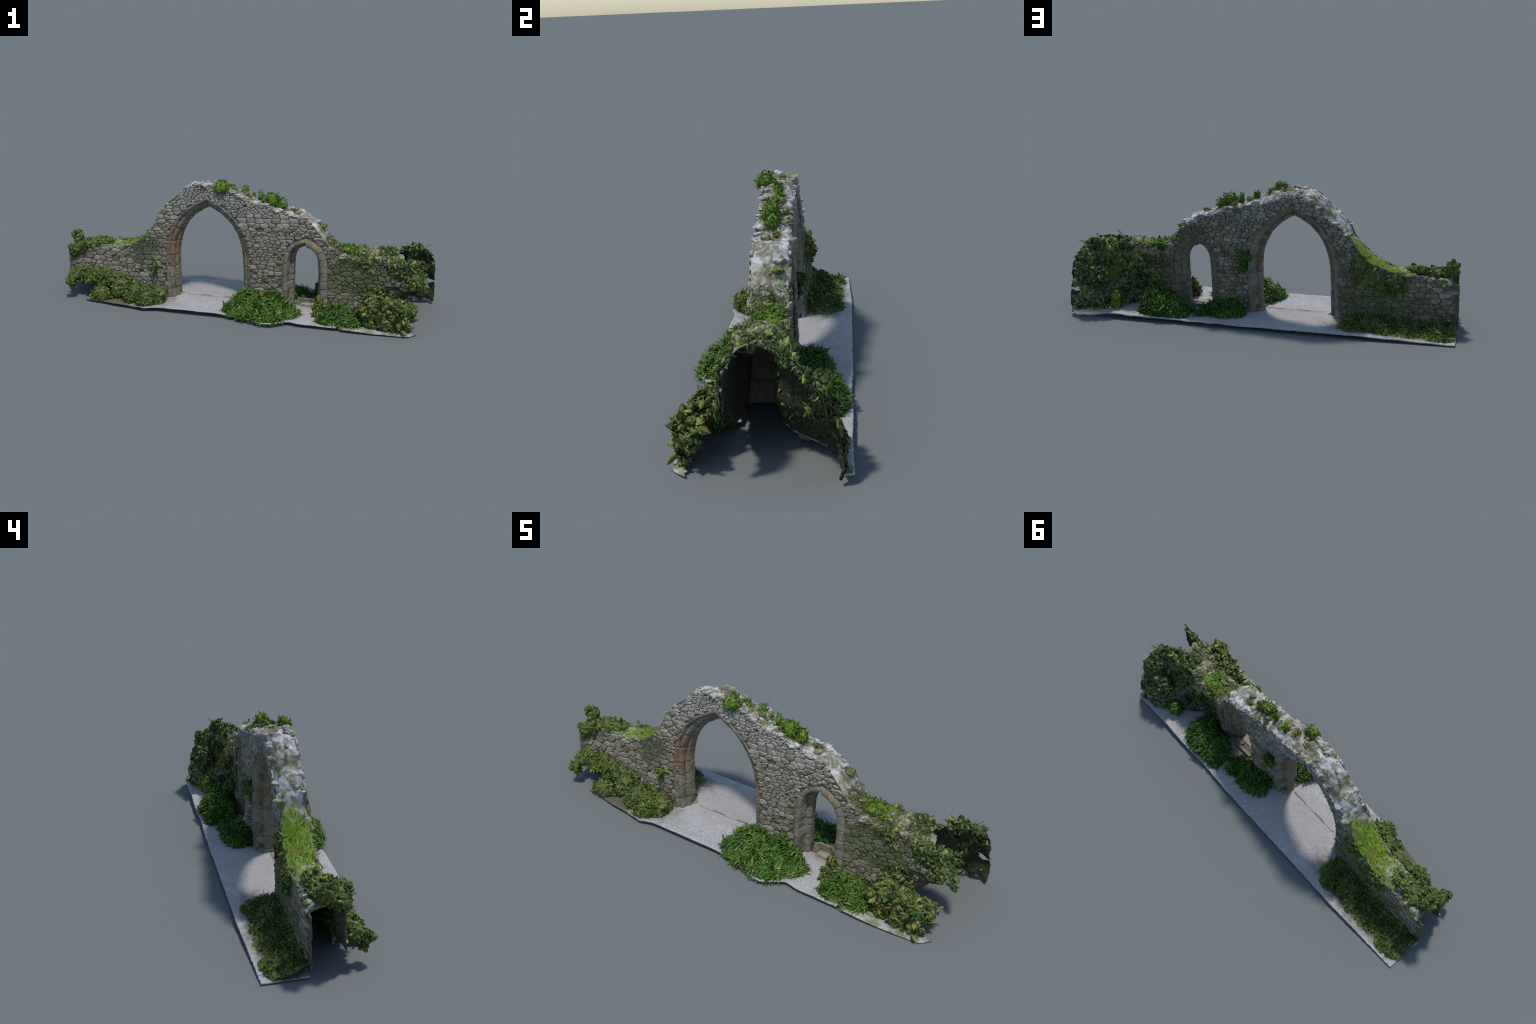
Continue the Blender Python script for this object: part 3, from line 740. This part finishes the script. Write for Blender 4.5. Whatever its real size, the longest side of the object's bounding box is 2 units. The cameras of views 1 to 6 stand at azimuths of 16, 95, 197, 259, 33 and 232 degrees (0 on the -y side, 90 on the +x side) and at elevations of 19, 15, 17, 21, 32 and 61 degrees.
shrub("autumn_shrub", "yellow", lumps([((.735, -.135, .07), (.070, .070, .110)), ((.815, -.150, .075), (.075, .075, .095)), ((.885, -.180, .075), (.048, .052, .095))], 26, .014, .030, 6),
      1700, .021, .018, .02, .88, .4, 60, 6, shell=True)
shrub("autumn_shrub", "yellow", [((.455, -.12, .035), (.040, .050, .055)), ((.44, -.085, .085), (.020, .02, .045))], 300, .016, .008, .016, .85, .2, 0, 7)
# back plants
clump("fern_clump", "fern", lumps([((.55, .160, .0), (.092, .100, .136)), ((.445, .178, .0), (.090, .085, .114)), ((.50, .195, .0), (.135, .075, .105))], 14, .02, .035, 8), 2100, .054, 60, 8)
clump("fern_clump", "fern", lumps([((.185, .130, .0), (.116, .092, .097)), ((.285, .155, .0), (.050, .060, .062))], 10, .018, .03, 9), 1250, .050, 60, 9)
shrub("round_leaf_herb", "bright", [((.767, .190, .065), (.036, .030, .055))], 200, .016, .006, .02, .85, .3, 20, 10)
def bank_z(x, y):
    """mossy bank sloping from the wall foot down to the gravel"""
    up = sstep(-.405, -.50, x + .03 * fbm(xyz(x, y, 0 * x), 14, 2, 5))
    foot = .255 + .012 * fbm(xyz(x, 0 * x, 0 * x), 18, 3, 7)
    t = np.clip((foot - y) / (foot - .095), 0, 1)
    lump = fbm(xyz(x, y, 0 * x), 20, 3, 12)
    return ground_z(x, y) - .004 + up * (.041 * t ** .8 + (.013 * lump + .010 * np.abs(fbm(xyz(x, y, 0 * x), 46, 2, 13))) * np.minimum(1, t * 5))
bx, by = np.meshgrid(np.linspace(-.998, -.39, 150), np.linspace(.088, .272, 50), indexing='ij')
BV = np.stack([bx, by, bank_z(bx.ravel(), by.ravel()).reshape(bx.shape)], -1).reshape(-1, 3)
BF = grid_faces(150, 50); bc = BV[BF].mean(1)
BF = BF[bc[:, 2] > ground_z(bc[:, 0], bc[:, 1]) + .0008]
BV, BF = compact(BV, BF)
BANK = add("mossy_bank", make_mesh("mossy_bank", BV, [BF], [CORES["hedge"]]), ROOT)
def bank_leaves(n, thick):
    x = RNG.uniform(-.985, -.43, n); y = .10 + .15 * RNG.random(n)
    z = bank_z(x, y); k = (z > ground_z(x, y) + .004) & (fbm(xyz(x, y, 0 * x), 16, 2, 21) > thick); x, y, z = x[k], y[k], z[k]
    return np.stack([x, y, z + .002], -1)
for kind, n, sz, th in (("hedge", 2400, .011, -.6), ("dry", 1300, .011, -.1), ("bright", 420, .013, .25), ("fern", 260, .020, .3)):
    bp = bank_leaves(n, th); nb_ = len(bp)
    bd = RNG.normal(size=(nb_, 3)) * .7 + np.array([0, .4, .5])
    place_leaves(kind, BANK, bp, bd, np.tile([0, .35, 1.], (nb_, 1)) + RNG.normal(size=(nb_, 3)) * .4, sz * np.clip(np.exp(RNG.normal(0, .35, nb_)), .5, 1.9), 0, "leaf")

# wall-face and wall-head plants
shrub("wall_creeper", "hedge", [((-.515, .088, .305), (.045, .020, .06)), ((-.56, .090, .255), (.07, .016, .06)), ((-.63, .092, .22), (.07, .014, .05)), ((-.69, .098, .235), (.05, .030, .06))], 1100, .014, .010, .0, .88, .7, 0, 12)
shrub("wall_creeper", "fern", lumps([((.080, .095, .318), (.042, .036, .030)), ((.100, .078, .275), (.022, .022, .045))], 12, .008, .016, 13), 380, .016, .006, .0, .85, 1., 0, 13)
for c, r in [((-.085, -.030, .650), (.040, .032, .036)), ((.022, .030, .610), (.024, .022, .038)), ((-.045, .02, .635), (.014, .014, .022)), ((.105, .02, .595), (.010, .010, .036)), ((.172, .010, .588), (.036, .030, .044)), ((.218, .02, .562), (.030, .024, .036))]:
    shrub("wall_fern", "bright", [(c, r)], int(70 + 3500 * (r[0])), .015, .007, .0, .88, .0, 6, int(c[0] * 900) + 300, .9)
shrub("wall_shrub", "hedge", lumps([((-.950, .028, .304), (.028, .033, .036)), ((-.92, -.005, .266), (.05, .052, .022)), ((-.86, .02, .280), (.06, .055, .014)), ((-.79, .03, .290), (.05, .045, .012)), ((-.945, -.035, .240), (.030, .020, .04))], 22, .010, .022, 15), 1300, .013, .013, .0, .88, .0, 0, 15)
shrub("moss_tuft", "bright", [((.565, .025, .345), (.045, .055, .022)), ((.63, .03, .338), (.05, .055, .020)), ((.54, .04, .35), (.03, .04, .02))], 800, .015, .008, .0, .88, .0, 30, 16, .9)
shrub("wall_fern", "bright", [((-.47, -.058, .203), (.018, .012, .012))], 24, .034, .002, .0, .6, .5, 6, 17, 1.)

shrub("ivy_mound", "ivy", lumps([((.765, .045, .345), (.045, .045, .024)), ((.90, .105, .350), (.045, .020, .022)), ((.955, .19, .27), (.030, .022, .04)), ((.865, .185, .190), (.055, .045, .050))], 14, .010, .018, 21), 620, .018, .014, .0, .86, .4, 20, 21)
shrub("ivy_mound", "dry", lumps([((.70, .02, .335), (.070, .065, .024)), ((.62, .075, .315), (.08, .025, .03)), ((.76, -.03, .325), (.05, .04, .02))], 12, .012, .022, 22), 1200, .012, .012, .0, .88, .2, 0, 22)
for k in range(16):                                            # moss and weeds seeded along the ridge
    x = rnd(-.12, .50); t = rnd(.1, .9); zz = float(zF(x)) * (1 - t) + float(zB(x)) * t + .010 * math.sin(math.pi * t)
    r = rnd(.008, .018)
    shrub("wall_moss", "dry" if RNG.random() < .5 else "hedge", lumps([((x, float(yF(x, zF(x))) * (1 - t) + float(yB(x, zB(x))) * t, zz), (r * 1.5, r * 1.2, r * .7))], 3, r * .4, r * .7, 50 + k), 60, .009, .006, .0, .9, .0, 0, 60 + k)
# ivy: leaves hung over the right-hand end, front, head and back
def sheet_leaves(name, kind, n, sampler, size, named=0):
    pos, nn = sampler(n)
    d = RNG.normal(size=(len(pos), 3)) * .6 + np.array([0, 0, -.7]); d -= nn * (d * nn).sum(1)[:, None] * .8
    s = size * np.clip(np.exp(RNG.normal(0, .38, len(pos))), .45, 2.0)
    place_leaves(kind, WALL, pos, d, nn + RNG.normal(size=pos.shape) * .4, s, named, "ivy_leaf")
def back_face(n, lo=.56, hi=.975):
    x = RNG.uniform(lo, hi, n * 3); z = .035 + RNG.uniform(0, 1, n * 3) * (zB(x) - .035)
    w = sstep(.50, .74, x + .25 * (z - .2) + .12 * fbm(xyz(x, 0, z), 14, 2, 9)); k = RNG.random(n * 3) < w * (.22 + .78 * sstep(.10, .22, z + .05 * fbm(xyz(x, 0, z), 20, 2, 8)))
    x, z = x[k][:n], z[k][:n]
    k = ~((x > .94) & (np.abs(z - .135) < .03)); x, z = x[k], z[k]
    e = 1e-3; ny = np.ones_like(x); nx = -(yB(x + e, z) - yB(x - e, z)) / (2 * e); nz = -(yB(x, z + e) - yB(x, z - e)) / (2 * e)
    nn = np.stack([nx, ny, nz], -1); nn /= np.linalg.norm(nn, axis=1)[:, None]
    return np.stack([x, yB(x, z) + .004 + RNG.uniform(-.004, .008, len(x)), z], -1), nn
def front_face(n):
    x = RNG.uniform(.56, .985, n * 3); z = RNG.uniform(.10, 1.0, n * 3) ** .7 * (zF(x))
    w = sstep(.42, .8, (x - .3) + .9 * (z - .2) + .2 * fbm(xyz(x, 0, z), 16, 2, 19)); k = RNG.random(n * 3) < w
    k &= z > torn(x) + .01
    x, z = x[k][:n], z[k][:n]
    nn = np.tile(np.array([0, -1, .15]), (len(x), 1)); nn /= np.linalg.norm(nn, axis=1)[:, None]
    return np.stack([x, yF(x, z) - .004 - RNG.uniform(-.004, .008, len(x)), z], -1), nn
def head(n, lo, hi):
    x = RNG.uniform(lo, hi, n); t = RNG.random(n)
    t = np.where(x > .83, np.where(RNG.random(n) < .5, t * .12, 1 - t * .12), t)
    y = yF(x, zF(x)) * (1 - t) + yB(x, zB(x)) * t; z = zF(x) * (1 - t) + zB(x) * t + .004 + .014 * np.sin(np.pi * t)
    nn = np.stack([0 * x, (t - .5), 1 + 0 * x], -1); nn /= np.linalg.norm(nn, axis=1)[:, None]
    return np.stack([x, y, z], -1), nn
sheet_leaves("ivy", "ivy", 2200, back_face, .019, 130)
sheet_leaves("ivy", "dry", 1300, lambda n: back_face(n, .53, .97), .014)
sheet_leaves("ivy", "ivy", 1100, front_face, .015, 60)
sheet_leaves("ivy", "dry", 300, front_face, .014)
sheet_leaves("ivy", "dry", 1500, lambda n: head(n, .46, .86), .018)
sheet_leaves("ivy", "ivy", 260, lambda n: head(n, .62, .97), .016)
def big_leaves(n):
    c = np.array([(.84, .27), (.69, .28), (.66, .31), (.93, .24), (.86, .32), (.76, .33)])[RNG.integers(0, 6, n)]
    x, z = (c + RNG.normal(0, .018, (n, 2))).T; x = np.minimum(x, .965)
    nn = np.tile([0, 1., .35], (n, 1)); nn /= np.linalg.norm(nn, axis=1)[:, None]
    return np.stack([x, yB(x, z) + .008, z], -1), nn
sheet_leaves("ivy", "ivy", 70, big_leaves, .030, 30)

# long grass combed down the broken slope
def slope_grass(n):
    x = RNG.uniform(-.75, -.47, n); t = RNG.random(n)
    z = zF(x) * (1 - t) + zB(x) * t + .008 * np.sin(np.pi * t) + .002; y = yF(x, zF(x)) * (1 - t) + yB(x, zB(x)) * t
    return np.stack([x, y, z], -1)
gp = slope_grass(260); ng = len(gp)
gd = np.stack([-np.ones(ng), RNG.normal(0, .25, ng), -.75 - .6 * (gp[:, 0] > -.56) + RNG.normal(.25, .15, ng)], -1)
place_leaves("bright", WALL, gp, gd, np.tile([-.5, 0, 1.], (ng, 1)) + RNG.normal(size=(ng, 3)) * .2, .013 * RNG.uniform(.5, 1.3, ng), 0, "grass")

# slender sprigs reaching out of the torn end
def sprig(a, b, n, kind="ivy"):
    a, b = np.array(a), np.array(b); t = np.linspace(0, 1, n); bend = np.array([0, .3, 1.]) * (.012 * np.sin(np.pi * t))[:, None]
    p = a + (b - a) * t[:, None] + bend
    rod(p[0], p[-1], .0014, LEAVES["dry"][0], "twig", WALL, 6)
    d = np.tile((b - a) / np.linalg.norm(b - a), (n, 1)) * .7 + RNG.normal(size=(n, 3)) * .6
    place_leaves(kind, WALL, p, d, RNG.normal(size=(n, 3)) * .5 + [0, -.3, 1], .012 * RNG.uniform(.6, 1.3, n), 0, "leaf")
for a, b, n in [((.96, -.086, .30), (.995, -.085, .335), 7), ((.93, -.088, .24), (.985, -.10, .205), 9), ((.945, .12, .345), (.985, .135, .365), 7), ((.80, -.02, .345), (.835, -.03, .385), 8), ((.93, -.19, .10), (.965, -.165, .15), 8)]:
    sprig(a, b, n)
